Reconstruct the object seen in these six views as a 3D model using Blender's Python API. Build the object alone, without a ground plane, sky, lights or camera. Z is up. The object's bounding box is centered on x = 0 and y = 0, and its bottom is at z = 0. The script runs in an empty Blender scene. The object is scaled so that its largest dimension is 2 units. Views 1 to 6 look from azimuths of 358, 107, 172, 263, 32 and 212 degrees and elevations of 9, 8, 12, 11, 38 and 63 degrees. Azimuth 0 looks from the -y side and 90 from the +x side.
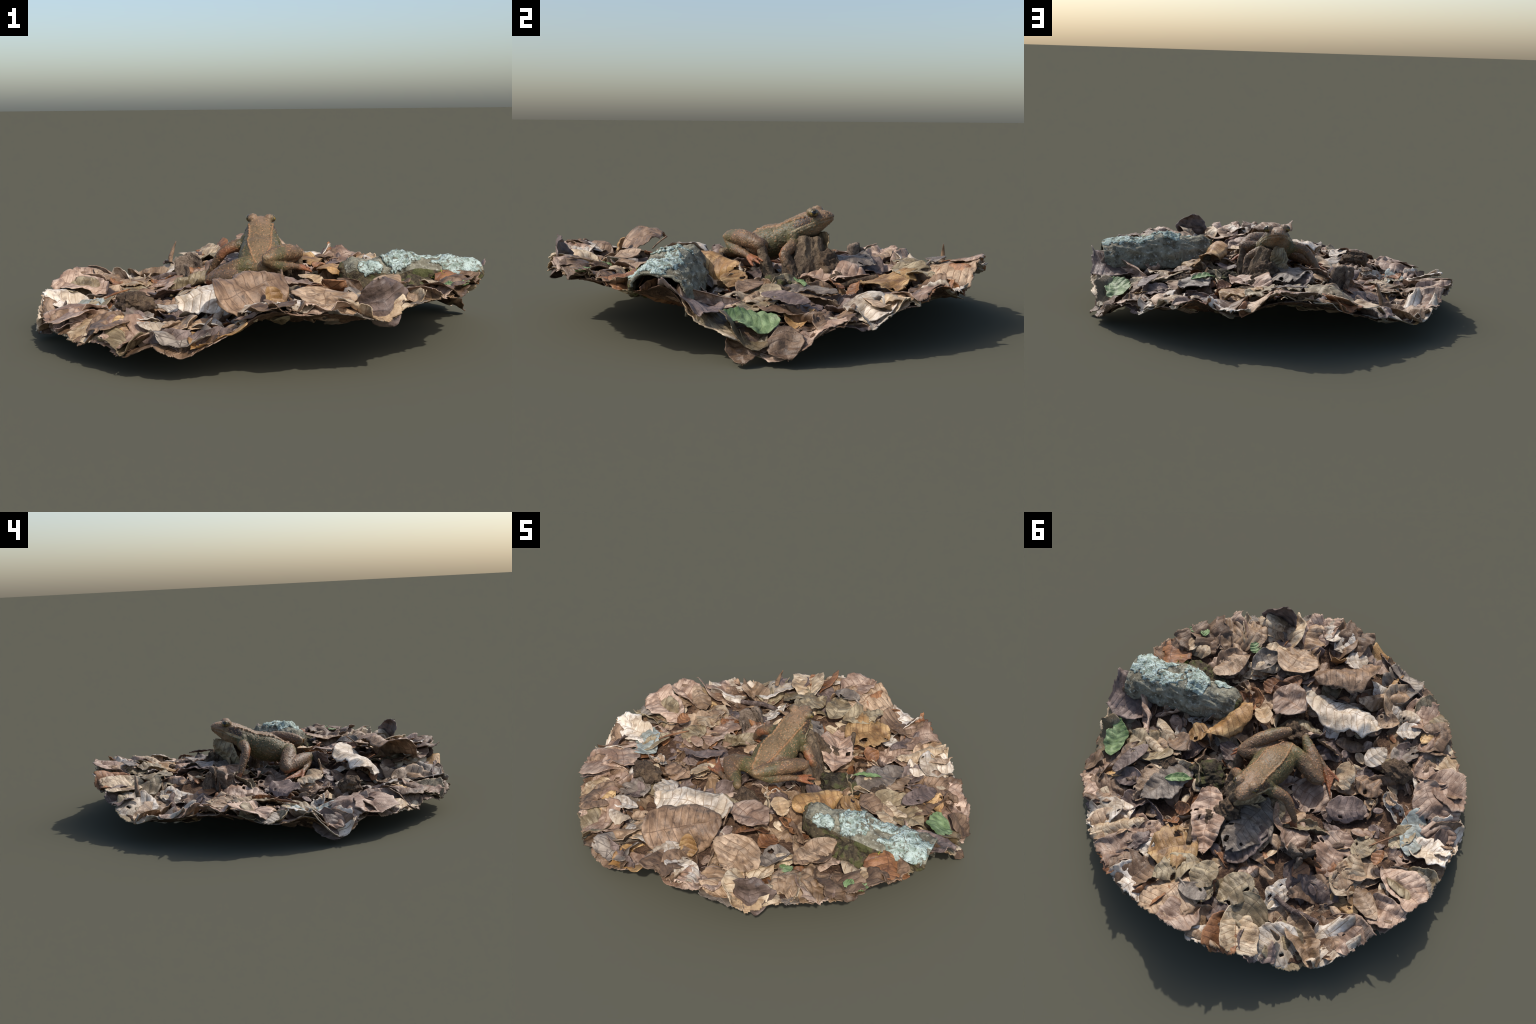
"""A brown frog sitting on a round patch of dead leaves, with a lichen-covered piece of branch."""
import math
import random
import bpy
import bmesh
import numpy as np
from mathutils import Vector, Matrix

rnd = random.Random(7)
UP = np.array([0.0, 0.0, 1.0])


# ------------------------------------------------------------------ helpers
def unit(v):
    v = np.asarray(v, float)
    return v / (np.linalg.norm(v) + 1e-12)


def lattice(i, j, k):
    h = (i * 374761393 + j * 668265263 + k * 2147483647 + 1274126177) & 0xFFFFFFFF
    h = ((h ^ (h >> 13)) * 1274126177) & 0xFFFFFFFF
    h = ((h ^ (h >> 16)) * 2246822519) & 0xFFFFFFFF
    return ((h ^ (h >> 15)) & 0xFFFF) / 32767.5 - 1.0


def noise(p, freq=1.0, seed=0):
    """Smooth value noise in -1..1 for an (n, 3) array of points."""
    p = np.asarray(p, float) * freq + np.array([seed * 13.7, seed * 7.3 + 91.1, seed * 3.1 + 17.9])
    f = np.floor(p)
    i = f.astype(np.int64)
    t = p - f
    t = t * t * t * (t * (t * 6 - 15) + 10)
    out = 0
    for a in (0, 1):
        for b in (0, 1):
            for c in (0, 1):
                w = (t[:, 0] if a else 1 - t[:, 0]) * (t[:, 1] if b else 1 - t[:, 1]) * (t[:, 2] if c else 1 - t[:, 2])
                out = out + w * lattice(i[:, 0] + a, i[:, 1] + b, i[:, 2] + c)
    return out


def fractal(p, freq, seed=0, octaves=3):
    return sum(noise(p, freq * 2 ** o, seed + o * 5) / 2 ** o for o in range(octaves))


def ridged(p, freq, seed=0, octaves=2):
    return sum((1 - 2 * np.abs(noise(p, freq * 2 ** o, seed + o * 5))) / 2 ** o for o in range(octaves))


def spline(points, n):
    """Catmull-Rom through control rows (any number of columns)."""
    P = np.array(points, float)
    P = np.vstack([2 * P[0] - P[1], P, 2 * P[-1] - P[-2]])
    out = []
    m = len(P) - 3
    for k in range(n):
        g = k / (n - 1) * m
        i = min(int(g), m - 1)
        t = g - i
        a, b, c, d = P[i:i + 4]
        out.append(.5 * (2 * b + (c - a) * t + (2 * a - 5 * b + 4 * c - d) * t * t + (3 * b - a - 3 * c + d) * t ** 3))
    return np.array(out)


def segment_distance(p, line):
    """Distance from points to a polyline and the parameter 0..1 along it."""
    best = np.full(len(p), 9.0)
    where = np.zeros(len(p))
    for i in range(len(line) - 1):
        a, b = line[i], line[i + 1]
        t = np.clip(((p - a) @ (b - a)) / max((b - a) @ (b - a), 1e-12), 0, 1)
        d = np.linalg.norm(p - a - t[:, None] * (b - a), axis=1)
        near = d < best
        best = np.where(near, d, best)
        where = np.where(near, (i + t) / (len(line) - 1), where)
    return best, where


def make_object(name, verts, faces, mats, face_mats=None, parent=None, smooth=True):
    me = bpy.data.meshes.new(name)
    me.from_pydata([tuple(v) for v in verts], [], [tuple(f) for f in faces])
    for m in mats:
        me.materials.append(m)
    if face_mats is not None:
        me.polygons.foreach_set("material_index", np.asarray(face_mats, np.int32))
    me.polygons.foreach_set("use_smooth", np.full(len(me.polygons), smooth))
    me.update()
    ob = bpy.data.objects.new(name, me)
    bpy.context.scene.collection.objects.link(ob)
    ob.parent = parent
    return ob


def empty(name, label, category):
    ob = bpy.data.objects.new(name, None)
    ob.empty_display_size = .1
    bpy.context.scene.collection.objects.link(ob)
    ob["label"] = label
    ob["category"] = category
    return ob


def thicken(verts, faces, mats, depth):
    """Give an open sheet a second skin below it and close the edge."""
    verts = np.asarray(verts, float)
    nrm = np.zeros_like(verts)
    F = np.array([f if len(f) == 4 else (*f, f[-1]) for f in faces])
    a, b, c, d = (verts[F[:, i]] for i in range(4))
    fn = np.cross(c - a, d - b)
    for i in range(4):
        np.add.at(nrm, F[:, i], fn)
    nrm /= np.linalg.norm(nrm, axis=1)[:, None] + 1e-12
    n = len(verts)
    count = {}
    for f in faces:
        for i in range(len(f)):
            e = (f[i], f[(i + 1) % len(f)])
            count[e] = 1
    rim = [e for e in count if (e[1], e[0]) not in count]
    out = list(map(tuple, faces)) + [tuple(n + v for v in reversed(f)) for f in faces] + [(e[1], e[0], n + e[0], n + e[1]) for e in rim]
    fm = list(mats) * 2 + [0] * len(rim)
    return np.vstack([verts, verts - nrm * depth]), out, fm


# ------------------------------------------------------------------ the lie of the litter
RIM = [(0,.20),(6,.14),(11,.11),(15,.045),(22,.045),(27,.10),(33,.145),(40,.115),(45,.155),(50,.19),(56,.195),(60,.25),(68,.205),(73,.175),
       (80,.24),(90,.27),(100,.235),(110,.175),(120,.155),(129,.10),(136,.135),(145,.155),(157,.178),(166,.15),(175,.13),(183,.15),(190,.045),
       (197,.10),(206,.095),(214,.095),(222,.085),(228,.12),(236,.08),(244,.14),(251,.10),(257,.15),(263,.20),(268,.275),(276,.265),(287,.257),
       (297,.215),(303,.247),(312,.265),(323,.245),(331,.265),(340,.25),(349,.255),(355,.285)]
GROUND = [(-.48,.19,.16),(-.80,-.05,.10),(-.52,.04,.145),(-.38,-.45,.125),(-.54,-.34,.15),(-.78,-.26,.13),(.30,.16,.18),(.37,.26,.19),
          (.80,.28,.115),(.60,.57,.165),(.22,.62,.18),(-.13,.64,.21),(-.42,.57,.13),(.20,-.50,.22),(.10,-.66,.215),(.41,-.78,.24),(0,-.35,.22),
          (0,.02,.205),(.16,.2,.165),(-.14,.25,.22),(-.24,.25,.215),(-.3,-.1,.155),(.62,-.2,.21),(.85,-.15,.24),(-.62,.40,.15),(.55,.08,.15),
          (-.2,-.75,.185),(-.62,-.58,.14),(.65,-.5,.25),(0,.83,.24),(.45,.7,.18),(.75,.0,.18),(-.35,.8,.175),(.25,-.36,.21),(0,.38,.23),(-.13,.43,.235),
          (-.32,.26,.20),(-.2,.60,.225),(-.34,.50,.175),(-.57,.08,.155),(.14,.38,.175),(.30,.38,.165),(.33,.56,.155),(.59,.22,.155),(.46,.37,.16),
          (.54,.44,.15),(-.41,-.09,.14),(-.38,-.24,.13),(.30,-.56,.205),(-.64,-.05,.125),(-.22,-.62,.15),(-.36,-.55,.13),(.07,.76,.24),(-.2,-.04,.18),(-.08,-.23,.23),
          (-.18,-.25,.215),(.42,.0,.195),(.43,-.11,.205),(.02,.50,.19),(-.5,.36,.165),(-.01,-.5,.25)]
def tps(P):
    P=np.array(P,float); n=len(P)
    d=np.hypot(*(P[:,None,:2]-P[None,:,:2]).transpose(2,0,1)); K=np.where(d>0,d*d*np.log(d+1e-12),0)+np.eye(n)*2e-4
    A=np.zeros((n+3,n+3)); A[:n,:n]=K; A[:n,n]=1; A[:n,n+1:]=P[:,:2]; A[n,:n]=1; A[n+1:,:n]=P[:,:2].T
    w=np.linalg.solve(A,np.r_[P[:,2],0,0,0])
    def f(x,y):
        x=np.asarray(x,float);y=np.asarray(y,float); r=np.hypot(x,y); s=np.minimum(1,1.0/np.maximum(r,1e-9)); x=x*s;y=y*s
        d2=(x[...,None]-P[:,0])**2+(y[...,None]-P[:,1])**2
        return (np.where(d2>0,.5*d2*np.log(d2+1e-24),0)@w[:n])+w[n]+w[n+1]*x+w[n+2]*y
    return f
base = tps([(.98*np.cos(np.radians(a)),.98*np.sin(np.radians(a)),z) for a,z in RIM]+GROUND)


# ------------------------------------------------------------------ materials
def linear(rgb):
    return tuple(((c / 255) / 12.92 if c / 255 <= .04045 else ((c / 255 + .055) / 1.055) ** 2.4) for c in rgb) + (1.0,)


class Nodes:
    """Small wrapper that makes node graphs short to write."""

    def __init__(self, name):
        self.mat = bpy.data.materials.new(name)
        self.mat.use_nodes = True
        self.t = self.mat.node_tree
        self.bsdf = self.t.nodes["Principled BSDF"]

    def new(self, kind, **props):
        n = self.t.nodes.new("ShaderNode" + kind)
        for k, v in props.items():
            setattr(n, k, v)
        return n

    def link(self, a, b):
        self.t.links.new(a, b)

    def put(self, socket, value):
        if hasattr(value, "is_linked"):
            self.link(value, socket)
        else:
            socket.default_value = value

    def coords(self):
        return self.new("TexCoord").outputs["Object"]

    def noise(self, vec, scale, detail=3, w=None, rough=.55, distortion=0.0):
        n = self.new("TexNoise", noise_dimensions="4D" if w is not None else "3D")
        self.link(vec, n.inputs["Vector"])
        n.inputs["Scale"].default_value = scale
        n.inputs["Detail"].default_value = detail
        n.inputs["Roughness"].default_value = rough
        n.inputs["Distortion"].default_value = distortion
        if w is not None:
            self.link(w, n.inputs["W"])
        return n.outputs["Fac"]

    def voronoi(self, vec, scale, feature="F1"):
        n = self.new("TexVoronoi", feature=feature)
        self.link(vec, n.inputs["Vector"])
        n.inputs["Scale"].default_value = scale
        return n.outputs["Distance"]

    def math(self, op, a, b=0.0, clamp=False):
        n = self.new("Math", operation=op, use_clamp=clamp)
        self.put(n.inputs[0], a)
        self.put(n.inputs[1], b)
        return n.outputs[0]

    def ramp(self, fac, lo, hi, to_lo=0.0, to_hi=1.0):
        n = self.new("MapRange", interpolation_type="SMOOTHSTEP")
        self.put(n.inputs["Value"], fac)
        for k, v in zip(("From Min", "From Max", "To Min", "To Max"), (lo, hi, to_lo, to_hi)):
            n.inputs[k].default_value = v
        return n.outputs["Result"]

    def mix(self, fac, a, b, blend="MIX"):
        n = self.new("Mix", data_type="RGBA", blend_type=blend)
        self.put(n.inputs[0], fac)
        self.put(n.inputs[6], a)
        self.put(n.inputs[7], b)
        return n.outputs[2]

    def scale_color(self, col, value):
        n = self.new("HueSaturation")
        self.put(n.inputs["Color"], col)
        self.put(n.inputs["Value"], value)
        return n.outputs["Color"]

    def bump(self, height, strength, distance):
        n = self.new("Bump")
        n.inputs["Strength"].default_value = strength
        n.inputs["Distance"].default_value = distance
        self.link(height, n.inputs["Height"])
        self.link(n.outputs["Normal"], self.bsdf.inputs["Normal"])

    def ball(self, vec, centre, radii, soft=.35, rot=(0, 0, 0)):
        """1 inside an ellipsoid, fading to 0 outside it."""
        m = self.new("Mapping", vector_type="TEXTURE")
        self.link(vec, m.inputs["Vector"])
        m.inputs["Location"].default_value = centre
        m.inputs["Rotation"].default_value = rot
        m.inputs["Scale"].default_value = radii
        l = self.new("VectorMath", operation="LENGTH")
        self.link(m.outputs["Vector"], l.inputs[0])
        return self.ramp(l.outputs["Value"], 1 - soft, 1 + soft, 1, 0)

    def finish(self, color, rough=.65, spec=.3):
        self.put(self.bsdf.inputs["Base Color"], color)
        self.put(self.bsdf.inputs["Roughness"], rough)
        self.bsdf.inputs["Specular IOR Level"].default_value = spec
        return self.mat


def leaf_material(name, main, dark, light, blotch=.75):
    """Dry leaf: x runs from stem to tip, so noise squeezed in x gives streaks that follow the side veins."""
    g = Nodes(name)
    v = g.coords()
    r = g.new("ObjectInfo").outputs["Random"]
    w = g.math("MULTIPLY", r, 40)
    m = g.new("Mapping")
    g.link(v, m.inputs["Vector"])
    m.inputs["Scale"].default_value = (1.0, .35, .6)
    broad = g.noise(v, 9, 3, w)
    streak = g.noise(m.outputs["Vector"], 42, 4, w, .6, .4)
    cloud = g.noise(v, 22, 4, w, .6, .8)
    grain = g.noise(v, 150, 3, w)
    col = g.mix(g.ramp(broad, .34, .62), linear(light), linear(main))
    col = g.mix(g.ramp(streak, .42, .66, 0, .55), col, linear(tuple(.55 * a + .45 * b for a, b in zip(main, dark))))
    col = g.mix(g.math("MULTIPLY", g.ramp(cloud, .50, .68), blotch), col, linear(dark))
    col = g.mix(g.ramp(cloud, .42, .30, 0, .5), col, linear(light))
    col = g.mix(g.ramp(g.noise(m.outputs["Vector"], 20, 3, w, .5, .9), .55, .70, 0, .55), col, linear(tuple(min(255, c * 1.1 + 8) for c in light)))
    spots = g.ramp(g.noise(v, 60, 2, w), .66, .72)
    col = g.mix(g.math("MULTIPLY", spots, .5), col, linear(tuple(c * .55 for c in dark)))
    col = g.scale_color(col, g.math("ADD", g.math("MULTIPLY", r, .40), g.math("ADD", g.math("MULTIPLY", grain, .30), .60)))
    g.bump(g.math("ADD", grain, g.math("MULTIPLY", streak, 2)), .5, .004)
    return g.finish(col, .5, .4)


LEAF = {
    # family: main, dark and light (spread apart to paint in shading and highlights), veins
    "tan": ((142, 113, 83), (76, 56, 41), (196, 168, 138), (136, 107, 80)),
    "brown": ((104, 80, 59), (52, 39, 31), (150, 122, 96), (98, 75, 56)),
    "pink": ((144, 114, 92), (84, 62, 50), (196, 170, 148), (136, 107, 87)),
    "plum": ((98, 81, 72), (53, 43, 40), (142, 122, 111), (90, 74, 66)),
    "grey": ((108, 95, 82), (60, 51, 45), (154, 141, 126), (98, 86, 75)),
    "cream": ((170, 143, 109), (100, 77, 55), (212, 192, 162), (150, 122, 92)),
    "pale": ((182, 164, 140), (110, 90, 72), (222, 211, 196), (156, 135, 112)),
    "olive": ((122, 104, 76), (66, 56, 42), (168, 152, 122), (110, 93, 69)),
    "gold": ((152, 114, 69), (88, 61, 36), (196, 162, 113), (132, 97, 59)),
    "rust": ((116, 76, 47), (64, 41, 27), (158, 112, 75), (98, 64, 42)),
    "green": ((98, 122, 72), (74, 84, 50), (150, 170, 122), (128, 146, 98)),
    "lichen": ((150, 154, 143), (98, 91, 78), (194, 204, 198), (146, 148, 136)),
}
LEAF_MATS = {k: [leaf_material(k + "_leaf", *c[:3]), leaf_material(k + "_vein", c[3], c[1], c[3], .2)] for k, c in LEAF.items()}


def bark_material(name, main, dark, light, scale=1.0, moss=0.0):
    g = Nodes(name)
    v = g.coords()
    a = g.noise(v, 14 * scale, 5, None, .65, .8)
    b = g.noise(v, 70 * scale, 4, None, .7)
    col = g.mix(g.ramp(a, .35, .65), linear(dark), linear(main))
    col = g.mix(g.ramp(b, .55, .72), col, linear(light))
    col = g.mix(g.ramp(g.voronoi(v, 48 * scale), .0, .35, .7, 0), col, linear(tuple(c * .5 for c in dark)))
    if moss:
        col = g.mix(g.math("MULTIPLY", g.ramp(g.noise(v, 22, 4), .5, .62), moss), col, linear((92, 98, 56)))
    g.bump(g.math("ADD", a, b), .9, .012)
    return g.finish(col, .8, .2)


BED = bark_material("litter_mould", (112, 86, 66), (70, 52, 42), (146, 118, 94))
CLUMP = bark_material("root_clump", (108, 90, 71), (68, 55, 45), (140, 118, 95), 1.5)
DARK_CLUMP = bark_material("mossy_clump", (84, 74, 58), (50, 44, 36), (118, 108, 84), 1.5, .5)
TWIG = bark_material("twig_bark", (128, 110, 100), (84, 70, 64), (168, 152, 144), 1.6)
CHIP = bark_material("bark_chip_wood", (150, 132, 114), (98, 83, 72), (180, 162, 142), 2)
LOG = bark_material("branch_bark", (150, 146, 127), (98, 92, 77), (192, 193, 178), .8)
ROTTEN = bark_material("rotten_wood", (98, 86, 64), (58, 50, 40), (128, 116, 86), 1.0, .6)
SMEAR = bark_material("mud_mound", (116, 99, 79), (84, 70, 57), (142, 124, 101), .7)


def lichen_material():
    g = Nodes("lichen_crust")
    v = g.coords()
    a = g.noise(v, 30, 5, None, .7, .5)
    b = g.noise(v, 95, 3)
    col = g.mix(g.ramp(a, .35, .62), linear((130, 144, 130)), linear((190, 204, 196)))
    col = g.mix(g.ramp(b, .58, .66), col, linear((112, 122, 108)))
    col = g.mix(g.ramp(g.noise(v, 42, 4, None, .6, 1.0), .52, .62, 0, .85), col, linear((104, 98, 82)))
    g.bump(g.math("ADD", a, b), 1.0, .01)
    return g.finish(col, .9, .1)


LICHEN = lichen_material()


# ------------------------------------------------------------------ things
litter = empty("leaf_litter", "round patch of crumpled brown dead beech leaves", "leaf litter")
branch_thing = empty("lichen_branch", "broken piece of branch crusted with pale green lichen", "branch")
frog = empty("frog", "brown frog with warty back sitting upright", "frog")


def rim_radius(x, y):
    """Edge of the patch: nearly round, with a few places that reach out or fall short."""
    a = np.arctan2(y, x)
    ring = np.stack([np.cos(a), np.sin(a), 0 * a], -1)
    r = .968 + .016 * np.cos(a) ** 2
    for at, spread, reach in ((25, 20, .018), (130, 14, .030), (240, 12, .018), (305, 32, -.014)):
        off = np.degrees(np.angle(np.exp(1j * (a - math.radians(at)))))
        r = r + reach * np.exp(-(off / spread) ** 2)
    return r + .012 * noise(ring, 9, 3) + .012 * noise(ring, 60, 4)


def keep_up(P, slack=.05):
    """Hold everything near the rim above its lower edge."""
    r = np.hypot(P[:, 0], P[:, 1])
    w = np.clip((r - .80) / .12, 0, 1)
    return np.maximum(P[:, 2], base(P[:, 0], P[:, 1]) - slack * (1 - w) - .004)


# ------------------------------------------------------------------ dead leaves
def leaf_shape(p0, p1, width, curl=(.2, .2), roll=0, bend=0.0, rib=.004, wave=.006, drape=1, crumple=1.0, twist=0.0,
               torn=.12, seed=0, side=None, veins=None, coarse=False, keep=.985, cap=.06, fold=None):
    r = random.Random(seed * 7919 + 13)
    p0, p1 = np.array(p0, float), np.array(p1, float)
    length = np.linalg.norm(p1 - p0)
    if veins is None:
        veins = 4 if coarse else max(5, min(11, int(length / .030)))
    cuts = (0, .5) if coarse else (0, .05, .30, .52, .74, .95)
    u = np.array(sorted({(i + c) / veins for i in range(veins) for c in cuts} | {1.0}))
    is_vein = np.array([not coarse and abs(x * veins - round(x * veins)) < .055 for x in u])
    half = [.04, .5, 1.0] if coarse else [.018, .10, .20, .31, .42, .53, .64, .74, .83, .92, 1.0]
    s = np.array([-x for x in reversed(half)] + half)
    U, S = np.meshgrid(u, s, indexing="ij")
    # outline: widest below the middle, drawn out at the tip, side veins sweep toward the tip
    fat = r.uniform(.62, .85)
    prof = np.sin(np.pi * U ** fat) ** r.uniform(.62, .98)
    prof = np.where(U >= 1, 0, prof)
    q = np.stack([U * 7, S * .4 + np.sign(S) * 3, np.full_like(U, seed * 1.7)], -1).reshape(-1, 3)
    ragged = 1 + np.abs(S) ** 3 * (.12 * noise(q, 1.3, seed) + .055 * noise(q, 5, seed + 1)).reshape(U.shape)
    arc = S * .5 * width * prof * ragged
    along = U + .16 * np.abs(S) * np.sin(np.pi * U) * (1 - U * .4)
    # cross-section: turn gradually away from the midrib, left and right with their own curl
    cl, cr = curl
    if fold is None:
        fold = r.uniform(-.3, .3) if drape else 0.0
    turn = np.where(S < 0, cr, cl) * np.abs(S) * (.55 + .45 * np.sin(np.pi * np.clip(U * .9 + .05, 0, 1)))
    turn = turn + .35 * noise(q * .6, 1, seed + 4).reshape(U.shape) * np.abs(S)
    turn = turn + fold * (.6 + .4 * np.sin(np.pi * U))
    yy, zz = np.zeros_like(arc), np.zeros_like(arc)
    mid = len(half)
    for lo, hi in ((range(mid, len(s)), 1), (range(mid - 1, -1, -1), -1)):
        prev = None
        for j in lo:
            if prev is None:
                yy[:, j], zz[:, j] = arc[:, j], 0
            else:
                da = np.abs(arc[:, j] - arc[:, prev])
                ang = .5 * (turn[:, j] + turn[:, prev])
                yy[:, j] = yy[:, prev] + hi * da * np.cos(ang)
                zz[:, j] = zz[:, prev] + da * np.sin(ang)
            prev = j
    # relief: pillows between the side veins, wavy edge, crumpling
    cell = (U * veins) % 1
    zz += rib * np.sin(np.pi * cell) * np.sqrt(np.abs(S)) * (prof > .15)
    zz += wave * S ** 2 * np.sin(U * r.uniform(7, 15) + r.uniform(0, 6) + np.sign(S) * 1.3) * width / .15
    xx = length * along
    xx = xx * (1 - .05 * np.abs(S) * (U > .98))
    loc = np.stack([xx, yy, zz], -1).reshape(-1, 3)
    size = math.sqrt(length * width)
    amp = crumple * min(size, .2)
    loc[:, 2] += amp * (.11 * noise(loc, 8, seed + 9) + .06 * noise(loc, 19, seed + 10) + .030 * ridged(loc, 17, seed + 11, 2))
    loc[:, 1] += amp * .05 * noise(loc, 16, seed + 21)
    zz = loc[:, 2].reshape(U.shape)
    yy = loc[:, 1].reshape(U.shape)
    # frame along the stem-tip line
    d = unit(p1 - p0)
    left = unit(side) if side is not None else unit(np.cross(UP, d))
    up = unit(np.cross(d, left))
    left = np.cross(up, d)
    a = math.radians(roll) + math.radians(twist) * (U - .5)
    arch = bend * length * np.sin(np.pi * U)
    ca, sa = np.cos(a), np.sin(a)
    Y = yy * ca - zz * sa
    Z = yy * sa + zz * ca + arch
    P = p0 + loc[:, :1] * d + Y.reshape(-1, 1) * left + Z.reshape(-1, 1) * up
    if drape:
        b0, b1 = base(p0[0], p0[1]), base(p1[0], p1[1])
        t = np.clip(((P - p0) @ d) / length, 0, 1)
        P[:, 2] += drape * (base(P[:, 0], P[:, 1]) - (b0 + (b1 - b0) * t))
        P[:, 2] = keep_up(P)
        over = P[:, 2] - base(P[:, 0], P[:, 1]) - cap
        P[:, 2] -= .75 * np.maximum(over, 0)
    P[:, 2] = np.maximum(P[:, 2], .004)
    nu, ns = U.shape
    faces, fm = [], []
    hole = noise(P, 24, seed + 31) + .6 * noise(P, 60, seed + 33)
    limit = 2.0 if torn <= 0 else 1.05 - torn
    rr = np.hypot(P[:, 0], P[:, 1])
    out = rr > rim_radius(P[:, 0], P[:, 1]) + (keep - .985)
    for i in range(nu - 1):
        for j in range(ns - 1):
            f = (i * ns + j, (i + 1) * ns + j, (i + 1) * ns + j + 1, i * ns + j + 1)
            if out[list(f)].sum() > 1:
                continue
            if max(abs(s[j]), abs(s[j + 1])) > .45 and max(hole[k] for k in f) > limit:
                continue
            faces.append(f)
            fm.append(1 if (j == mid - 1 or (is_vein[i] and is_vein[i + 1] and .03 < abs(s[j]) + abs(s[j + 1]) < 1.65)) else 0)
    return P, faces, fm


leaf_count = [0]
PLACED = []


def tidy(verts, faces):
    used = sorted({v for f in faces for v in f})
    new = {v: i for i, v in enumerate(used)}
    return np.asarray(verts)[used], [tuple(new[v] for v in f) for f in faces]


def leaf(kind, p0, p1, width, **opt):
    leaf_count[0] += 1
    opt.setdefault("seed", leaf_count[0])
    PLACED.append((np.array(p0[:2], float), np.array(p1[:2], float), width))
    P, faces, fm = leaf_shape(p0, p1, width, **opt)
    if len(faces) < 6:
        return
    P, faces = tidy(P, faces)
    P, faces, fm = thicken(P, faces, fm, .003)
    origin = np.array(p0, float)
    d = unit(np.array(p1, float) - origin)
    left = unit(np.cross(UP, d)) if abs(d[2]) < .97 else np.array([1.0, 0, 0])
    left = unit(left - d * (left @ d))
    frame = np.stack([d, left, np.cross(d, left)], 1)
    ob = make_object("leaf", (P - origin) @ frame, faces, LEAF_MATS[kind], fm, litter)
    ob.location = origin
    ob.rotation_euler = Matrix(frame.tolist()).to_euler()
    return ob


# --- front (toward -y): big arched and rolled leaves
leaf("brown", (-0.185, -0.799, 0.298), (0.083, -0.534, 0.325), .30, roll=39, curl=(-1.3, -.45), rib=.004, drape=0, torn=0)
leaf("pale", (0.061, -0.437, 0.302), (-0.365, -0.498, 0.225), .25, roll=-30, curl=(-.45, -1.2), rib=.007, drape=0, torn=0)
leaf("tan", (0.241, -0.525, 0.292), (0.215, -0.729, 0.235), .25, curl=(-.45, .1), rib=.004, drape=.3, torn=0)
leaf("tan", (-0.331, -0.607, 0.164), (-0.355, -0.835, 0.136), .17, roll=20, curl=(.3, -.5))
leaf("pink", (-0.406, -0.680, 0.139), (-0.641, -0.752, 0.116), .24, curl=(.3, .35))
leaf("plum", (-0.469, -0.799, 0.133), (-0.123, -0.916, 0.201), .09, roll=50, curl=(.6, .6))
leaf("pale", (-0.009, -0.733, 0.262), (-0.100, -0.831, 0.235), .10, curl=(-.6, -.5))
leaf("gold", (0.006, -0.697, 0.315), (0.037, -0.739, 0.215), .09, drape=0, roll=10, curl=(.5, .7))
leaf("pink", (-0.122, -0.829, 0.217), (0.047, -0.895, 0.270), .09, curl=(-.5, -.3))
leaf("pale", (0.095, -0.814, 0.294), (0.172, -0.933, 0.291), .14, curl=(-.8, -.8))
leaf("pink", (0.143, -0.818, 0.239), (0.115, -0.959, 0.259), .14, curl=(-.3, .3))
leaf("tan", (0.242, -0.657, 0.230), (0.285, -0.905, 0.249), .22, curl=(-.4, -.3))
leaf("plum", (-0.467, -0.423, 0.141), (-0.579, -0.499, 0.153), .13, curl=(.3, .2))
leaf("pale", (-0.419, -0.550, 0.165), (-0.539, -0.608, 0.165), .10, curl=(.3, -.5))
leaf("pale", (-0.366, -0.293, 0.170), (-0.423, -0.428, 0.185), .12, curl=(-.5, .3))
leaf("pale", (-0.501, -0.670, 0.174), (-0.382, -0.651, 0.168), .10, curl=(-.9, -.7))
leaf("gold", (-0.572, -0.538, 0.172), (-0.575, -0.692, 0.141), .07, curl=(-1.2, -.9))
# --- beside the lichen branch
leaf("pink", (0.022, -0.370, 0.262), (0.235, -0.385, 0.252), .21, curl=(-.2, -.2), rib=.004)
leaf("rust", (0.146, -0.538, 0.261), (0.249, -0.384, 0.237), .09, roll=-40, curl=(.4, .5))
leaf("rust", (0.258, -0.490, 0.217), (0.286, -0.386, 0.215), .10, curl=(.3, .2))
leaf("rust", (0.254, -0.320, 0.275), (0.356, -0.314, 0.205), .14, roll=-35, curl=(.5, .6))
leaf("brown", (0.318, -0.302, 0.295), (0.419, -0.363, 0.220), .06, roll=60, curl=(.6, .4))
leaf("gold", (0.274, -0.249, 0.305), (0.410, 0.011, 0.265), .20, roll=20, curl=(-1.5, -1.4), rib=.004, drape=0, torn=0)
leaf("cream", (0.161, -0.200, 0.275), (0.251, -0.275, 0.242), .10, curl=(.9, .3))
leaf("gold", (0.424, -0.034, 0.244), (0.501, 0.042, 0.204), .13, curl=(.8, -.6))
leaf("brown", (0.458, 0.114, 0.228), (0.589, 0.079, 0.185), .12, curl=(1.0, .3))
leaf("cream", (0.291, -0.566, 0.221), (0.447, -0.464, 0.247), .08, curl=(-1.3, -1.2))
leaf("tan", (0.463, -0.525, 0.243), (0.551, -0.301, 0.297), .14, roll=15, curl=(.4, -.5))
leaf("tan", (0.460, -0.711, 0.262), (0.658, -0.494, 0.271), .25, curl=(-.4, -.5), rib=.008, wave=.02)
leaf("cream", (0.287, -0.617, 0.226), (0.425, -0.642, 0.239), .14, curl=(.4, -.3))
leaf("cream", (0.644, -0.419, 0.279), (0.790, -0.411, 0.270), .10, curl=(-.9, -.7), rib=.006)
leaf("brown", (0.680, -0.473, 0.236), (0.816, -0.454, 0.246), .14, curl=(.3, .3))
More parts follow.
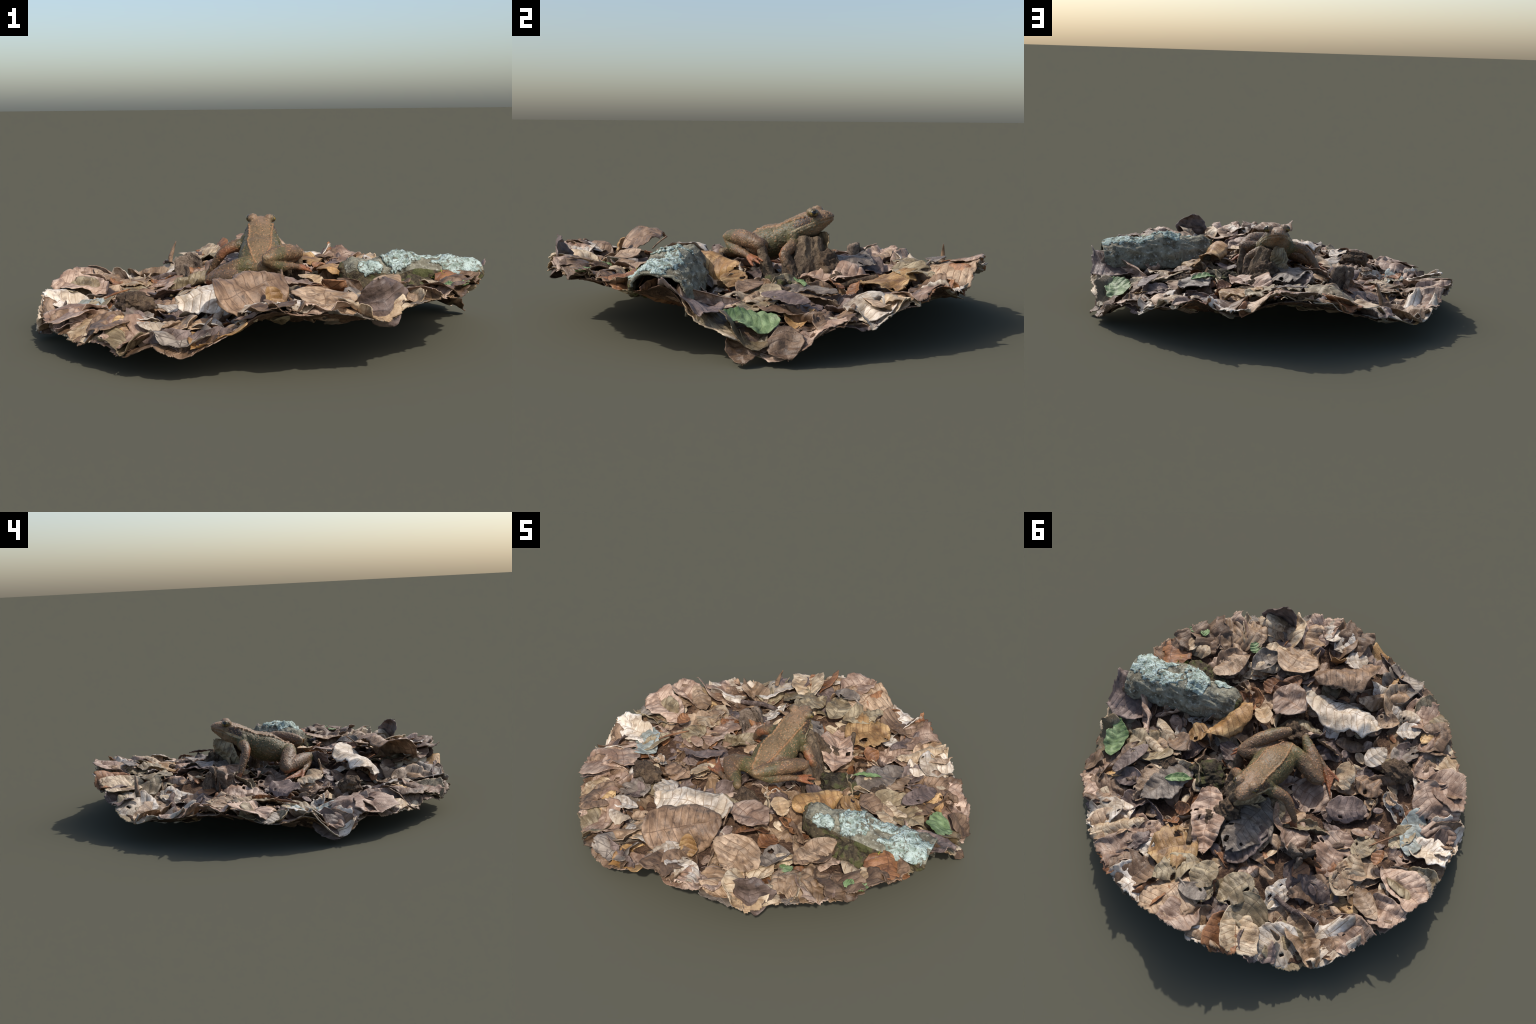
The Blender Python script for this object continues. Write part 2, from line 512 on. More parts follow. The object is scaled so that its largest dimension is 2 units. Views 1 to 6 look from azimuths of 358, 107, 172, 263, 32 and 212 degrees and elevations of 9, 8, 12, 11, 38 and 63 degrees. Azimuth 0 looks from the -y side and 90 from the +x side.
leaf("green", (0.721, -0.521, 0.282), (0.768, -0.515, 0.283), .05)
leaf("green", (0.781, -0.507, 0.285), (0.841, -0.516, 0.291), .06)
leaf("green", (0.428, -0.558, 0.255), (0.488, -0.603, 0.271), .06, curl=(.3, .3))
leaf("rust", (0.781, -0.246, 0.295), (0.881, -0.393, 0.278), .22, curl=(-.3, -.2), rib=.004)
leaf("brown", (0.755, -0.348, 0.220), (0.900, -0.338, 0.216), .10, curl=(.3, .3))
leaf("olive", (0.504, 0.184, 0.211), (0.797, 0.158, 0.144), .19, curl=(.5, -.5))
leaf("tan", (0.483, 0.164, 0.214), (0.689, 0.079, 0.180), .11, curl=(-.8, -.5))
leaf("olive", (0.884, 0.107, 0.133), (0.975, 0.044, 0.096), .13, curl=(.4, .3))
leaf("olive", (0.825, 0.178, 0.123), (0.932, 0.285, 0.012), .12, curl=(-.3, .4))
leaf("green", (0.826, 0.316, 0.142), (0.891, 0.109, 0.187), .13, curl=(.3, .3))
leaf("gold", (0.677, 0.345, 0.152), (0.800, 0.380, 0.111), .12, curl=(.7, .4))
leaf("plum", (0.584, 0.356, 0.189), (0.737, 0.401, 0.165), .11, curl=(-.7, .5))
# --- right and back (toward +x and +y)
leaf("grey", (0.388, 0.164, 0.195), (0.518, 0.465, 0.205), .17, curl=(.4, .4))
leaf("green", (0.470, 0.307, 0.212), (0.341, 0.242, 0.214), .045, curl=(.4, -.4))
leaf("pink", (0.238, 0.220, 0.196), (0.083, 0.562, 0.201), .18, curl=(.4, .5), rib=.008)
leaf("gold", (0.132, 0.522, 0.201), (0.323, 0.694, 0.217), .26, curl=(-.4, .3))
leaf("olive", (0.073, 0.601, 0.230), (0.225, 0.795, 0.240), .14, curl=(-.3, .4))
leaf("brown", (0.302, 0.736, 0.206), (0.503, 0.848, 0.239), .14, curl=(-.8, -.6))
leaf("cream", (0.488, 0.577, 0.182), (0.627, 0.786, 0.207), .24, curl=(-.4, -.6), wave=.02)
leaf("pale", (0.571, 0.540, 0.205), (0.739, 0.705, 0.136), .17, curl=(-.5, .5), wave=.02)
leaf("tan", (0.057, 0.693, 0.232), (0.159, 0.984, 0.257), .32, curl=(-.4, -.3))
leaf("grey", (0.075, 0.770, 0.292), (-0.078, 0.761, 0.280), .09, curl=(.6, .5))
leaf("olive", (0.011, 0.573, 0.230), (0.005, 0.751, 0.258), .14, curl=(.2, .3))
leaf("rust", (0.281, 0.491, 0.212), (0.357, 0.482, 0.159), .08, roll=40, curl=(.6, .5))
leaf("rust", (0.264, 0.381, 0.200), (0.344, 0.409, 0.187), .08, roll=-30, curl=(.7, .6))
leaf("plum", (0.649, 0.191, 0.235), (0.735, 0.403, 0.190), .10, curl=(.6, -.7), rib=.01)
# --- left (toward -x)
leaf("pink", (-0.675, -0.352, 0.185), (-0.936, -0.130, 0.082), .24, curl=(-.4, -.5), rib=.006)
leaf("lichen", (-0.721, -0.214, 0.150), (-0.785, 0.046, 0.141), .14, curl=(.1, .1))
leaf("tan", (-1.011, -0.063, 0.157), (-0.874, -0.060, 0.125), .12, curl=(-.8, -.8))
leaf("pink", (-0.775, 0.491, 0.174), (-0.704, 0.648, 0.143), .17, curl=(-.5, -.4))
leaf("tan", (-0.812, 0.437, 0.193), (-0.645, 0.315, 0.173), .11, curl=(.5, -.5))
leaf("cream", (-0.575, 0.409, 0.156), (-0.585, 0.165, 0.164), .17, curl=(.2, .2))
leaf("pink", (-0.491, 0.347, 0.168), (-0.458, 0.070, 0.152), .22, curl=(.15, .15))
leaf("olive", (-0.551, 0.188, 0.160), (-0.603, 0.040, 0.145), .12, curl=(.2, .3))
leaf("plum", (-0.315, 0.038, 0.180), (-0.505, -0.072, 0.172), .15, curl=(.9, -.8))
leaf("brown", (-0.359, -0.207, 0.160), (-0.531, -0.193, 0.185), .15, curl=(-.8, -.7), rib=.012)
leaf("cream", (-0.363, -0.174, 0.164), (-0.284, -0.144, 0.187), .09, curl=(-.6, -.5), rib=.008)
leaf("pink", (-0.637, -0.367, 0.158), (-0.788, -0.486, 0.108), .14, curl=(-.4, .4))
leaf("plum", (-0.687, -0.490, 0.142), (-0.769, -0.585, 0.089), .14, curl=(.5, -.5))
leaf("rust", (-0.668, 0.096, 0.190), (-0.678, 0.191, 0.189), .07, roll=30, curl=(.7, .6))
leaf("tan", (-0.606, -0.204, 0.152), (-0.552, -0.168, 0.149), .08, curl=(.3, .2))
leaf("olive", (-0.740, -0.124, 0.115), (-0.688, 0.054, 0.139), .10, curl=(-.2, .3))
# --- from the top view
leaf("tan", (-0.387, -0.775, 0.152), (-0.161, -0.593, 0.214), .13, curl=(-.9, -.7))
leaf("tan", (-0.407, -0.613, 0.147), (-0.280, -0.541, 0.145), .10, curl=(.3, .2))
leaf("pink", (-0.506, -0.768, 0.111), (-0.673, -0.679, 0.110), .16, curl=(-.3, .4))
leaf("brown", (-0.373, -0.872, 0.126), (-0.176, -0.934, 0.179), .15, curl=(.7, .6))
leaf("grey", (-0.507, -0.355, 0.161), (-0.522, -0.569, 0.146), .13, curl=(.3, .4))
leaf("brown", (-0.749, -0.420, 0.138), (-0.575, -0.432, 0.156), .13, curl=(.4, -.4))
leaf("cream", (-0.299, -0.235, 0.250), (-0.349, -0.092, 0.190), .11, curl=(-.8, -.4))
leaf("pink", (-0.108, -0.018, 0.198), (-0.328, 0.019, 0.154), .20, curl=(-.2, -.4))
leaf("grey", (-0.058, 0.156, 0.245), (-0.015, 0.508, 0.250), .26, curl=(.2, .2))
leaf("plum", (-0.142, 0.300, 0.235), (-0.031, 0.540, 0.202), .15, curl=(.3, .1))
leaf("olive", (0.024, 0.731, 0.246), (-0.084, 0.740, 0.235), .12, curl=(-.3, -.3))
leaf("olive", (-0.206, 0.555, 0.251), (-0.114, 0.741, 0.242), .16, curl=(-.4, -.3))
leaf("olive", (-0.277, 0.614, 0.234), (-0.259, 0.791, 0.202), .22, curl=(-.6, -.5), rib=.005)
leaf("plum", (-0.291, 0.402, 0.192), (-0.606, 0.413, 0.134), .22, curl=(.15, .15))
leaf("tan", (-0.605, 0.255, 0.165), (-0.538, 0.372, 0.165), .10, curl=(-.2, .3))
leaf("pale", (-0.575, 0.566, 0.127), (-0.781, 0.656, 0.133), .30, curl=(-.5, -.3), wave=.02)
leaf("pink", (-0.808, 0.365, 0.153), (-0.927, 0.458, 0.143), .12, curl=(.3, .4))
leaf("pale", (-0.487, 0.641, 0.133), (-0.412, 0.905, 0.153), .22, curl=(-.4, .2))
leaf("pale", (-0.071, 0.947, 0.252), (-0.284, 0.929, 0.177), .15, curl=(-.3, .3))
leaf("gold", (-0.545, 0.692, 0.096), (-0.642, 0.760, 0.070), .08, curl=(.5, .4))
leaf("tan", (-0.956, -0.131, 0.079), (-0.970, 0.087, 0.116), .12, curl=(.4, -.4))
leaf("grey", (-0.849, 0.140, 0.150), (-0.984, 0.180, 0.134), .15, curl=(-.8, -.8))
leaf("tan", (-0.749, 0.281, 0.163), (-0.841, 0.324, 0.172), .12, curl=(-.7, -.7))
leaf("brown", (0.357, 0.903, 0.197), (0.261, 0.705, 0.195), .17, curl=(-.3, .3), rib=.008)
leaf("pale", (0.687, 0.691, 0.163), (0.527, 0.503, 0.171), .17, curl=(-.5, .4), wave=.015)
leaf("cream", (0.632, 0.752, 0.216), (0.440, 0.536, 0.170), .10, curl=(-.9, -.6))
leaf("plum", (0.499, 0.385, 0.141), (0.616, 0.564, 0.158), .13, curl=(.6, .6))
leaf("pink", (0.879, 0.464, 0.111), (0.673, 0.556, 0.146), .15, curl=(-.4, .3))
leaf("brown", (0.588, 0.171, 0.167), (0.643, 0.408, 0.156), .15, curl=(-.8, .4), rib=.01)
leaf("cream", (0.695, 0.025, 0.212), (0.471, 0.154, 0.206), .09, curl=(-1.3, -1.2))
leaf("cream", (0.705, 0.140, 0.183), (0.523, 0.191, 0.188), .07, curl=(-1.3, -1.2))
leaf("olive", (0.998, 0.066, 0.153), (0.804, 0.158, 0.123), .20, curl=(-.3, -.4), wave=.015)
leaf("brown", (0.554, -0.328, 0.250), (0.480, -0.531, 0.267), .16, curl=(.5, -.5))
leaf("grey", (0.408, -0.464, 0.231), (0.338, -0.623, 0.252), .14, curl=(.9, .7))
leaf("cream", (0.737, -0.397, 0.274), (0.846, -0.450, 0.279), .12, curl=(-.8, -.8), rib=.006)
leaf("tan", (0.434, -0.647, 0.252), (0.746, -0.606, 0.243), .22, curl=(-.4, -.5), rib=.008)
leaf("pale", (0.088, -0.785, 0.253), (0.025, -0.904, 0.273), .13, curl=(-.6, -.5))
leaf("tan", (-0.008, -0.439, 0.256), (-0.024, -0.356, 0.258), .09, curl=(-.5, -.5))
leaf("plum", (0.247, -0.036, 0.207), (0.270, 0.058, 0.194), .13, curl=(.2, .3))
# a leaf that stands on edge at the rim
leaf("plum", (.462, -.815, .185), (.400, -.825, .368), .20, side=(1, .25, 0), curl=(.5, .5), drape=0, torn=0, keep=1.05)
# upright and raised leaves in front of the frog's chest
leaf("olive", (-.035, .170, .235), (.040, .305, .378), .13, roll=72, curl=(.3, .5), drape=0, torn=0)
leaf("cream", (-.060, .215, .200), (.030, .235, .270), .10, roll=60, curl=(.5, .4), drape=0, torn=0, rib=.006)
# flaps that hang from the low side of the rim
leaf("brown", (.855, .195, .125), (.995, .225, .003), .13, curl=(-.5, .6), drape=0, torn=0, keep=1.05)
leaf("brown", (.845, .335, .130), (.965, .385, .035), .13, curl=(.4, -.3), drape=0, torn=0, keep=1.05)
leaf("plum", (-.850, -.130, .150), (-.975, -.165, .020), .17, curl=(-.4, -.3), drape=0, torn=0, keep=1.03)
# blades that lean between the frog, the branch and the rolled leaves
leaf("brown", (.250, -.255, .185), (.330, -.120, .270), .12, roll=65, curl=(.5, .5), drape=0, torn=0)
leaf("tan", (.330, .020, .165), (.480, -.050, .215), .11, roll=55, curl=(.4, .6), drape=0, torn=0)
leaf("olive", (.420, .150, .160), (.300, .230, .215), .11, roll=50, curl=(.5, .4), drape=0, torn=0)
leaf("plum", (-.030, -.245, .195), (-.130, -.300, .285), .12, roll=-60, curl=(.4, .4), drape=0, torn=0)
leaf("tan", (-.225, -.290, .165), (-.100, -.255, .250), .12, roll=45, curl=(.4, .5), drape=0, torn=0)


# filler leaves between the big ones, laid in a loose even scatter
def dart(n, radius, gap, generator):
    pts = []
    for _ in range(n * 40):
        a, q = generator.uniform(0, 2 * math.pi), radius * math.sqrt(generator.random())
        x, y = q * math.cos(a), q * math.sin(a)
        if all((x - u) ** 2 + (y - v) ** 2 > gap * gap for u, v in pts):
            pts.append((x, y))
            if len(pts) == n:
                break
    return pts


fill = random.Random(21)
KINDS = ["tan"] * 6 + ["brown"] * 8 + ["pink"] * 5 + ["plum"] * 4 + ["grey"] * 3 + ["cream"] * 2 + ["olive"] * 3 + ["gold", "rust", "rust", "pale", "pale"]
CURLS = [(.6, .6), (-.8, -.7), (.8, -.7), (1.3, .3), (-1.2, -1.0), (.4, -.4), (1.2, 1.1), (-.2, 1.4)]
SET = list(PLACED)


def covered(x, y):
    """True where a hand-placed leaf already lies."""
    c = np.array([x, y])
    for p, q, w in SET:
        t = min(max((c - p) @ (q - p) / max((q - p) @ (q - p), 1e-9), .1), .9)
        if np.linalg.norm(c - p - t * (q - p)) < .30 * w:
            return True
    return False


for x, y in dart(150, .90, .105, fill):
    yaw, L = fill.uniform(0, 2 * math.pi), fill.uniform(.19, .33)
    d = np.array([math.cos(yaw), math.sin(yaw)]) * L * .5
    q = math.hypot(x, y)
    calm = .4 if q > .78 else 1
    under = covered(x, y)
    lift, tilt, lean = calm * fill.uniform(-.040, -.004), calm * fill.uniform(-.045, .045), calm * fill.choice([fill.uniform(-25, 25), fill.uniform(-25, 25), fill.uniform(35, 60), fill.uniform(-60, -35)])
    c, w = fill.choice(CURLS), L * fill.uniform(.34, .56)
    if under or math.hypot(x, y - .05) < .2:
        lift, tilt, lean, c, w = -.032, 0, 0, (.15, .15), min(w, .11)
        if fill.random() < .15:
            continue
    ends = [(x - d[0], y - d[1]), (x + d[0], y + d[1])]
    z0, z1 = (float(base(*e)) for e in ends)
    leaf(fill.choice(KINDS), (*ends[0], z0 + lift - tilt), (*ends[1], z1 + lift + tilt), w, curl=c, roll=lean, rib=fill.uniform(.002, .005),
         cap=.035, wave=.010, torn=fill.choice([0, .1, .25]), crumple=1.4, bend=fill.uniform(-.05, .09), twist=fill.uniform(-55, 55), fold=0 if under else fill.choice([-.7, -.4, .4, .7, .2]))

# a ring of leaves that make the ragged rim, cut off where the patch ends
STEPS = 46
for k in range(STEPS):
    a = 2 * math.pi * (k + fill.uniform(-.35, .35)) / STEPS
    if 338 < math.degrees(a) % 360 < 359:
        continue
    b = a + fill.uniform(-.12, .12)
    q0, q1 = fill.uniform(.72, .82), fill.uniform(1.03, 1.09)
    ends = [(q0 * math.cos(b), q0 * math.sin(b)), (q1 * math.cos(a), q1 * math.sin(a))]
    z0, z1 = (float(base(*e)) for e in ends)
    lift = fill.uniform(-.006, .010)
    if covered(.90 * math.cos(a), .90 * math.sin(a)):
        lift -= .016
    leaf(fill.choice(KINDS), (*ends[0], z0 + lift - .012), (*ends[1], z1 + lift + fill.uniform(.004, .028)), fill.uniform(.17, .26),
         curl=fill.choice([(.5, .5), (-.3, .5), (.6, -.2), (.9, .2), (.3, .3), (.2, .7)]),
         roll=fill.uniform(-12, 12), rib=.004, wave=.014, torn=0, keep=fill.uniform(.972, .997), crumple=1.3, cap=.04, fold=fill.choice([.35, -.2, .2, .5]))

# crumbs: scraps of leaf too small to pick apart, one joined part
scraps = random.Random(5)
for family in ("brown", "tan", "plum", "rust", "pink", "cream"):
    V, F, M = [], [], []
    total = 0
    for k in range(52):
        a, q = scraps.uniform(0, 2 * math.pi), .84 * math.sqrt(scraps.random())
        x, y, yaw, L = q * math.cos(a), q * math.sin(a), scraps.uniform(0, 2 * math.pi), scraps.uniform(.05, .11)
        dx, dy = math.cos(yaw) * L, math.sin(yaw) * L
        z0, z1 = float(base(x, y)), float(base(x + dx, y + dy))
        up, tip = scraps.uniform(-.034, -.006), scraps.uniform(-.008, .022)
        P, f, m = leaf_shape((x, y, z0 + up), (x + dx, y + dy, z1 + up + tip), L * scraps.uniform(.45, .8), curl=(scraps.uniform(-1, 1), scraps.uniform(-1, 1)),
                             roll=scraps.uniform(-50, 50), coarse=True, seed=1000 + k, torn=0, rib=.002)
        if len(f) < 4:
            continue
        P, f = tidy(P, f)
        P, f, m = thicken(P, f, m, .002)
        V.append(P)
        F += [tuple(total + v for v in g) for g in f]
        M += m
        total += len(P)
    ob = make_object("leaf_scraps", np.vstack(V), F, LEAF_MATS[family], M, litter)
    ob["kind"] = "stuff"

# ------------------------------------------------------------------ mouldy bed under the leaves
RINGS, SPOKES = 90, 420
rr = np.linspace(0, 1, RINGS) ** .8
verts = [(0, 0, 0)]
for k in range(1, RINGS):
    for j in range(SPOKES):
        a = 2 * math.pi * j / SPOKES
        verts.append((rr[k] * math.cos(a), rr[k] * math.sin(a), 0))
V = np.array(verts)
edge = rim_radius(V[:, 0], V[:, 1])
V[:, :2] *= edge[:, None] * .965
flat = V.copy()
V[:, 2] = base(V[:, 0], V[:, 1]) - .042 + .046 * np.hypot(V[:, 0], V[:, 1]) ** 6 + (1 - .8 * np.hypot(V[:, 0], V[:, 1]) ** 6) * (.012 * fractal(flat, 9, 2, 3) + .009 * ridged(flat, 16, 6))
V[:, 2] = np.maximum(V[:, 2], keep_up(V, .06) - .002)
faces = [(0, 1 + j, 1 + (j + 1) % SPOKES) for j in range(SPOKES)]
for k in range(1, RINGS - 1):
    o, p = 1 + (k - 1) * SPOKES, 1 + k * SPOKES
    faces += [(o + j, p + j, p + (j + 1) % SPOKES, o + (j + 1) % SPOKES) for j in range(SPOKES)]
V, faces, fm = thicken(V, faces, [0] * len(faces), .004)
bed = make_object("litter_bed", V, faces, [BED], fm, litter)
bed["kind"] = "stuff"


# ------------------------------------------------------------------ clumps, twigs, chips, moss
def blob(name, centre, radii, mat, parent, rough=.25, seed=0, freq=14, subdiv=5, stretch=0.0):
    bm = bmesh.new()
    bmesh.ops.create_icosphere(bm, subdivisions=subdiv, radius=1)
    V = np.array([v.co for v in bm.verts])
    F = [[v.index for v in f.verts] for f in bm.faces]
    bm.free()
    W = V * np.array(radii)
    k = 1 + rough * fractal(W * np.array([1, 1, 1 - stretch]) + seed, freq, seed, 3) + rough * .5 * ridged(W + seed, freq * 2, seed + 3)
    W = W * k[:, None]
    ob = make_object(name, W, F, [mat], None, parent)
    ob.location = centre
    return ob


blob("root_clump", (.30, .165, .175), (.085, .065, .05), DARK_CLUMP, litter, .3, 1, 24)
blob("root_clump", (.075, .312, .232), (.068, .045, .075), CLUMP, litter, .25, 2, 22)
blob("root_clump", (-.535, -.335, .185), (.065, .05, .04), CLUMP, litter, .3, 3, 26)
blob("root_clump", (.02, -.25, .215), (.065, .05, .045), CLUMP, litter, .3, 4, 26)
blob("root_clump", (.52, .22, .175), (.055, .05, .05), CLUMP, litter, .2, 5, 26)
blob("root_clump", (.14, .36, .18), (.05, .04, .04), CLUMP, litter, .3, 6, 26)


def tube(points, n=24, ring=12, wob=.08, seed=0):
    """Closed tube along control points of (x, y, z, radius)."""
    P = spline(points, n)
    verts, faces = [], []
    for i in range(n):
        t = unit(P[min(i + 1, n - 1), :3] - P[max(i - 1, 0), :3])
        a = unit(np.cross(t, UP if abs(t[2]) < .9 else [1, 0, 0]))
        b = np.cross(a, t)
        for j in range(ring):
            w = 2 * math.pi * j / ring
            verts.append(P[i, :3] + P[i, 3] * (math.cos(w) * a + math.sin(w) * b))
    V = np.array(verts)
    c = np.repeat(P[:, :3], ring, 0)
    V = c + (V - c) * (1 + wob * noise(V, 45, seed))[:, None]
    for i in range(n - 1):
        faces += [(i * ring + j, i * ring + (j + 1) % ring, (i + 1) * ring + (j + 1) % ring, (i + 1) * ring + j) for j in range(ring)]
    faces += [tuple(reversed(range(ring))), tuple((n - 1) * ring + j for j in range(ring))]
    return V, faces


def twig(points, mat=TWIG, seed=0, name="twig"):
    V, F = tube(points, seed=seed, wob=.25)
    return make_object(name, V, F, [mat], None, litter)


twig([(-.33, .56, .165, .012), (-.42, .575, .150, .013), (-.50, .566, .135, .015), (-.57, .56, .12, .012)], seed=1)
twig([(-.45, .74, .19, .014), (-.435, .745, .25, .009), (-.416, .748, .30, .002)], LEAF_MATS["brown"][0], 2, "leaf_stalk")
twig([(-.60, .10, .165, .003), (-.66, .02, .16, .005), (-.70, -.04, .15, .003)], LEAF_MATS["rust"][0], 3, "leaf_stalk")
twig([(.10, .74, .27, .004), (.05, .76, .285, .006), (.01, .79, .255, .006)], LEAF_MATS["grey"][0], 4, "leaf_stalk")
twig([(.17, .55, .22, .012), (.21, .46, .20, .014), (.24, .40, .18, .012)], CLUMP, 5)
twig([(.07, -.46, .34, .004), (.075, -.50, .31, .004), (.08, -.53, .28, .003)], LEAF_MATS["brown"][0], 6, "leaf_stalk")


def chip(a, b, width, thick, side, seed):
    """Upright flake of bark: a rough slab from its foot a to its head b."""
    a, b, side = np.array(a), np.array(b), unit(side)
    d = b - a
    n = unit(np.cross(d, side))
    V, F = [], []
    nu, nv = 14, 8
    for sgn in (1, -1):
        for i in range(nu):
            for j in range(nv):
                t, s = i / (nu - 1), j / (nv - 1) * 2 - 1
                w = .5 * width * (1 - .25 * t) * (1 + .1 * math.sin(9 * t + seed))
                V.append(a + d * t * (1 - .12 * abs(s) ** 2) + side * s * w + n * (sgn * thick * .5 * (1 - .7 * s ** 4) + .15 * width * s * s))
    V = np.array(V)
    V += (n * (.008 * ridged(V * np.array([1, 1, .25]), 60, seed))[:, None])
    V += side * (.006 * noise(V, 40, seed + 2))[:, None]
    m = nu * nv
    for i in range(nu - 1):
        for j in range(nv - 1):
            q = (i * nv + j, i * nv + j + 1, (i + 1) * nv + j + 1, (i + 1) * nv + j)
            F.append(q)
            F.append(tuple(m + k for k in reversed(q)))
    rim = [j for j in range(nv)] + [i * nv + nv - 1 for i in range(1, nu)] + [(nu - 1) * nv + j for j in range(nv - 2, -1, -1)] + [i * nv for i in range(nu - 2, 0, -1)]
    for k in range(len(rim)):
        p, q = rim[k], rim[(k + 1) % len(rim)]
        F.append((q, p, m + p, m + q))
    return make_object("bark_chip", V, F, [CHIP], None, litter)


chip((-.275, .345, .165), (-.325, .352, .300), .10, .016, (-.95, .25, 0), 1)
chip((-.35, .315, .150), (-.372, .322, .285), .11, .016, (-.9, -.35, 0), 2)
chip((-.335, .385, .150), (-.350, .365, .275), .055, .014, (.2, .9, 0), 3)
chip((-.345, .255, .155), (-.350, .248, .255), .06, .014, (.3, -.9, 0), 4)

# ------------------------------------------------------------------ mud and mould piled against the frog's right side
def pillar(points):
    return tube(points, n=20, ring=16, wob=.05, seed=3)


# ------------------------------------------------------------------ lichen-covered branch
STATIONS = [  # x, y, half width, crest height, front foot, back foot
    (.350, -.210, .058, .315, .225, .215), (.385, -.213, .068, .334, .222, .212), (.44, -.213, .075, .340, .220, .205),
    (.51, -.203, .080, .336, .218, .200), (.535, -.200, .084, .326, .218, .195), (.57, -.197, .098, .340, .218, .190),
    (.63, -.193, .106, .358, .218, .185), (.72, -.172, .108, .334, .22, .18), (.82, -.150, .110, .324, .225, .175),
    (.90, -.130, .110, .316, .24, .17), (.950, -.118, .104, .308, .26, .165)]
NU, NV = 110, 56
rows = spline(STATIONS, NU)
axis = unit(np.array([.6, .1, 0]))
across = np.array([-axis[1], axis[0], 0])


def branch_point(row, phi):
    x, y, hw, top, f, b = row
    foot = f + (b - f) * phi / math.pi
    return np.array([x, y, 0]) - across * hw * math.copysign(abs(math.cos(phi)) ** .8, math.cos(phi)) + UP * (foot + (top - foot) * math.sin(phi) ** .75)


V = np.array([branch_point(rows[i], math.pi * j / (NV - 1)) for i in range(NU) for j in range(NV)])
centre = np.repeat(np.stack([rows[:, 0], rows[:, 1], rows[:, 4]], 1), NV, 0)
out = V - centre
out /= np.linalg.norm(out, axis=1)[:, None]
grain = V * np.array([.35, 1, 1])
lump = .014 * fractal(V, 11, 40, 3) + .010 * ridged(grain, 26, 44, 3)
BRANCH_V = V + out * lump[:, None]
F = [(i * NV + j, i * NV + j + 1, (i + 1) * NV + j + 1, (i + 1) * NV + j) for i in range(NU - 1) for j in range(NV - 1)]
F = [tuple(reversed(f)) for f in F]
V2, F2, M2 = thicken(BRANCH_V, F, [0 if (f[0] % NV) > 9 else 1 for f in F], .010)
make_object("branch_bark", V2, F2, [LOG, ROTTEN], M2, branch_thing)
# broken near end: a rough plug closing the shell
ring = BRANCH_V[:NV]
mid = ring.mean(0)
V, F = [], []
for k in range(8):
    for j in range(NV):
        V.append(mid + (ring[j] - mid) * (1 - k / 7) - axis * (.018 * math.sin(k / 7 * 1.5)))
V = np.array(V)
V -= axis * (.014 * np.abs(fractal(V, 40, 50, 2)))[:, None] * np.repeat(np.minimum(1, np.arange(8) / 1.5), NV)[:, None]
F = [(k * NV + j, k * NV + (j + 1) % NV, (k + 1) * NV + (j + 1) % NV, (k + 1) * NV + j) for k in range(7) for j in range(NV)]
make_object("broken_end", V, F, [ROTTEN], None, branch_thing)
# lichen: crusts that lie on the bark, each a patch of its skin pushed out with a lobed edge
I, J = np.meshgrid(np.arange(NU), np.arange(NV), indexing="ij")
for seed, (u0, v0, ru, rv, thick) in enumerate([(.47, .42, .17, .26, .014), (.20, .28, .08, .16, .009), (.86, .36, .15, .26, .007), (.70, .55, .09, .10, .006)]):
    shape = ((I / (NU - 1) - u0) / ru) ** 2 + ((J / (NV - 1) - v0) / rv) ** 2
    shape = shape.ravel() + .6 * fractal(BRANCH_V, 30, 60 + seed, 3) + .25 * np.clip(noise(BRANCH_V, 70, 80 + seed), -1, .4)
    inside = shape < 1
    h = np.sqrt(np.clip(1 - shape, 0, 1))
    V = BRANCH_V + out * (.001 + thick * h * (.65 + .5 * ridged(BRANCH_V, 55, 70 + seed, 2)))[:, None]
    F = [f for f in ((i * NV + j, (i + 1) * NV + j, (i + 1) * NV + j + 1, i * NV + j + 1) for i in range(NU - 1) for j in range(NV - 1)) if all(inside[k] for k in f)]
    V, F = tidy(V, F)
    V, F, M = thicken(V, F, [0] * len(F), .006)
    make_object("lichen_crust", V, F, [LICHEN], M, branch_thing)
# two flat slabs of rotten wood under the front, and a tuft of moss
blob("rotten_wood", (.66, -.315, .225), (.10, .05, .055), ROTTEN, branch_thing, .22, 11, 18)
blob("rotten_wood", (.55, -.31, .215), (.09, .05, .05), ROTTEN, branch_thing, .25, 12, 20)
g = Nodes("moss_green")
mv = g.coords()
MOSS = g.finish(g.mix(g.ramp(g.noise(mv, 60, 3), .4, .6), linear((84, 104, 40)), linear((156, 150, 70))), .9, .1)
sprig = random.Random(3)
V, F = [], []
for k in range(90):
    c = np.array([.755 + sprig.gauss(0, .016), -.285 + sprig.gauss(0, .012), .265 + sprig.gauss(0, .008)])
    d = unit([sprig.gauss(0, .6), sprig.gauss(-.5, .5), sprig.uniform(.3, 1)]) * sprig.uniform(.012, .026)
    s = unit(np.cross(d, [.3, .5, .7])) * .0035
    o = len(V)
    V += [c - s, c + s, c + d * .6 + s * 1.2 + UP * .002, c + d, c + d * .6 - s * 1.2 - UP * .002]
    F.append(tuple(o + i for i in range(5)))
V, F, M = thicken(np.array(V), [f[:4] for f in F], [0] * len(F), .002)
tuft = make_object("moss_tuft", V, F, [MOSS], M, branch_thing)
tuft["kind"] = "stuff"


